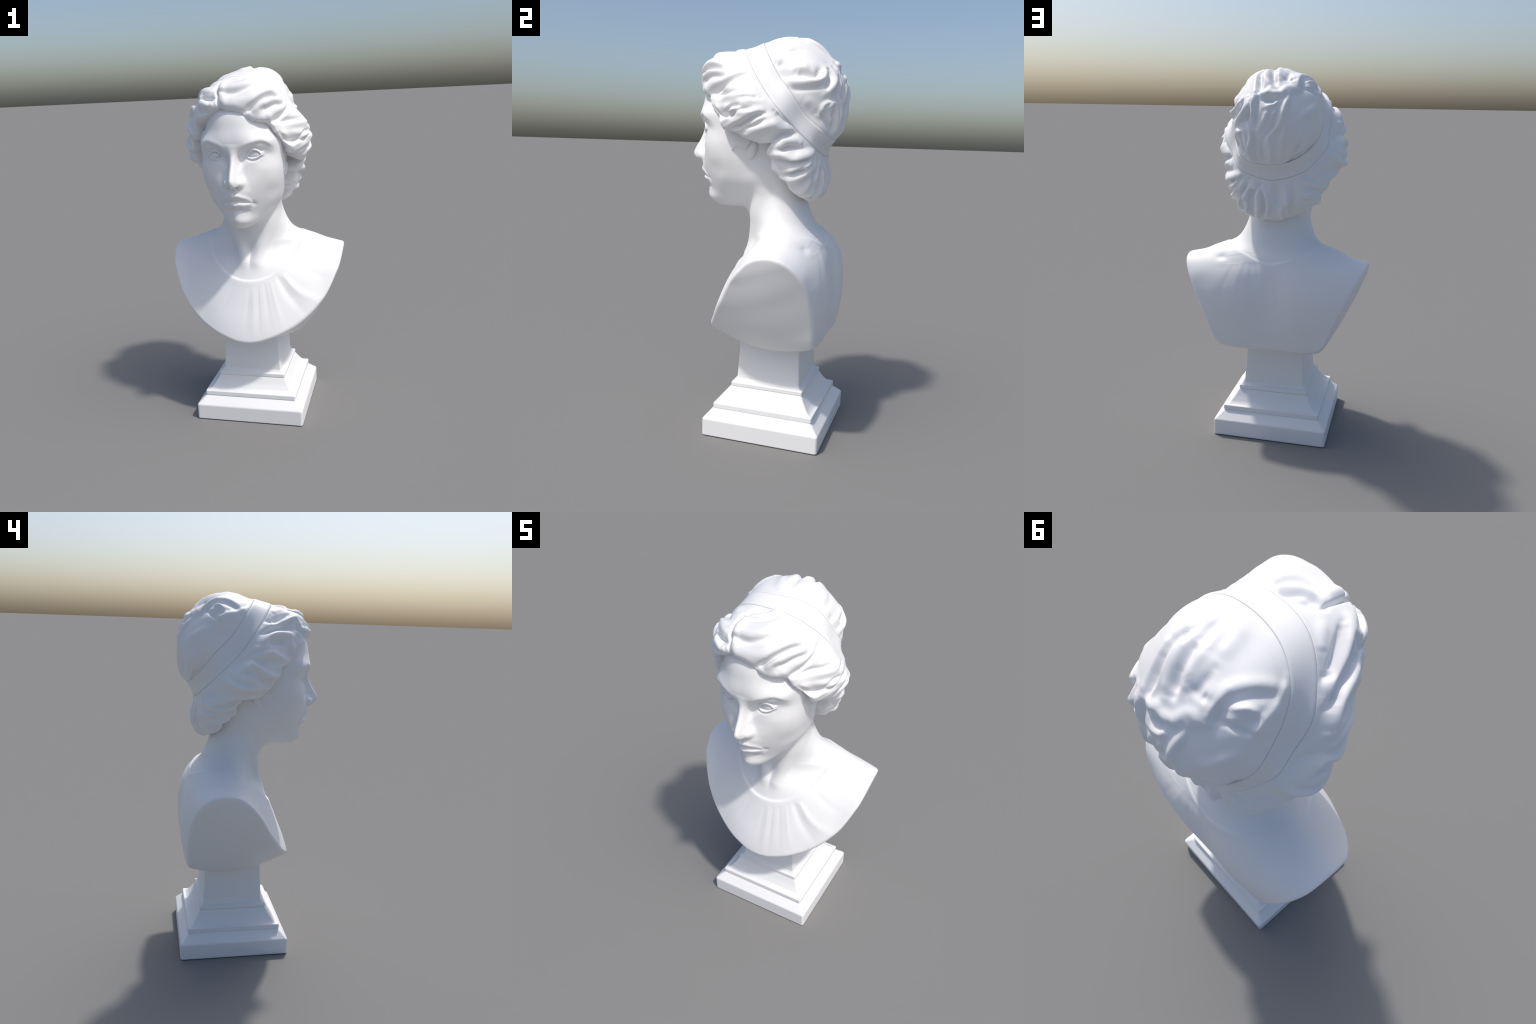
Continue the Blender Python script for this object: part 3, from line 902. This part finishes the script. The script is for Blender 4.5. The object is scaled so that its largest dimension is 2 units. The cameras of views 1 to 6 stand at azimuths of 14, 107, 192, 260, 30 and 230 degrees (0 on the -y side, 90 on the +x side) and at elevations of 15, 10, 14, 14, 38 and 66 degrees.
# hair rolls forward along the hairline of the face
front = smoothstep(-0.35, 0.15, -MAP_DIR[:, 1])
edge_m = MAP_EDGE * MAP_R
MAP_H = MAP_H + front * 0.008 * np.exp(-((edge_m - 0.014) / 0.022) ** 2)
near_band = smoothstep(-0.022, -0.003, on_band)
MAP_H = MAP_H * (1 - 0.45 * near_band) - 0.012 * smoothstep(-0.001, 0.007, on_band)
hair_R = as_grid(MAP_R + MAP_H - 0.003 * (1 - near_band))
hair_E = as_grid(MAP_EDGE)

def polar(P):
    v = P - HAIR_C
    r = np.linalg.norm(v, axis=1)
    az = np.degrees(np.arctan2(v[:, 0], -v[:, 1])) % 360.0
    el = np.degrees(np.arcsin(np.clip(v[:, 2] / np.maximum(r, 1e-9), -1, 1)))
    return r, az, el

def hair_field(P):
    r, az, el = polar(P)
    f = (r - hair_R(az, el)) * 0.9
    f = smax(f, -hair_E(az, el) * np.maximum(r, 0.1), 0.012)
    above = np.interp(az, [0, 60, 90, 130, 230, 272, 300, 360], [-90, -40, -20, -14, -16, -28, -50, -90])
    cut = (nape_front(P[:, 2]) - P[:, 1]) * 0.8 - 1.0 * smoothstep(-1.0, 2.0, el - above)
    f = smax(f, cut, 0.022)
    f = smax(f, (nape_low(P[:, 0]) - P[:, 2]) * 0.9, 0.022)
    return smax(f, 0.17 - r, 0.01)

hv, hq = surface_nets(hair_field, (-0.42, -0.40, 1.15), (0.42, 0.46, 2.04), VOX_HAIR, slack=lambda c: 2.2)
hc = hv[hq].mean(1)
r_, az_, el_ = polar(hc)
ps_, be_ = band_coords((hc - HAIR_C) / r_[:, None])
crown = be_ > 0.5 * (band_front(ps_) + band_back(ps_))
nape = (hc[:, 1] > 0.06) & (el_ < np.interp(az_, [90, 105, 125, 180, 235, 255, 270], [-21, -17, -11, -15, -14, -22, -26]))
hl = np.where(crown, 0, np.where(nape, 2, 1))
hair_parts = split_into_parts(hv, hq, hl, ["crown_hair", "front_hair", "nape_hair"], bust)

# ribbon mesh: a flat strap with softly rounded edges lying on the hair
def ribbon(parent, n=300, thick=0.016):
    psi = np.arange(n) * 360.0 / n
    prof = [(t, 0.0045 - 0.0050 * (1 - smoothstep(0.0, 0.10, min(t, 1 - t)))) for t in np.linspace(0, 1, 24)]
    prof += [(t, -thick) for t in np.linspace(1, 0, 6)]
    rows = []
    for t, off in prof:
        b = np.radians(band_front(psi) * (1 - t) + band_back(psi) * t)
        p = np.radians(psi)
        d = (np.cos(b) * np.cos(p))[:, None] * BAND_U + (np.cos(b) * np.sin(p))[:, None] * BAND_V + np.sin(b)[:, None] * BAND_AXIS
        az = np.degrees(np.arctan2(d[:, 0], -d[:, 1])) % 360; el = np.degrees(np.arcsin(d[:, 2]))
        rows.append(HAIR_C + d * (shell_R(az, el) + off)[:, None])
    v = np.stack(rows, 1).reshape(-1, 3)
    w = len(prof)
    k, i = np.meshgrid(np.arange(n), np.arange(w), indexing='ij')
    k2, i2 = (k + 1) % n, (i + 1) % w
    q = np.stack([k * w + i, k2 * w + i, k2 * w + i2, k * w + i2], -1).reshape(-1, 4)
    return new_mesh_object("headband", v, q, parent, True, vertex_normals(v, q))

ribbon(bust)

# ============================================================ EAR LOBES
for s in (1, -1):
    ob = ellipsoid_mesh("ear", (0, 0, 0), (.013, .020, .042), body_parts["head"], 32, 20)
    ob.location = (s * .207, -.010, 1.455)
    ob.rotation_euler = (math.radians(-24), 0, math.radians(-8 * s))
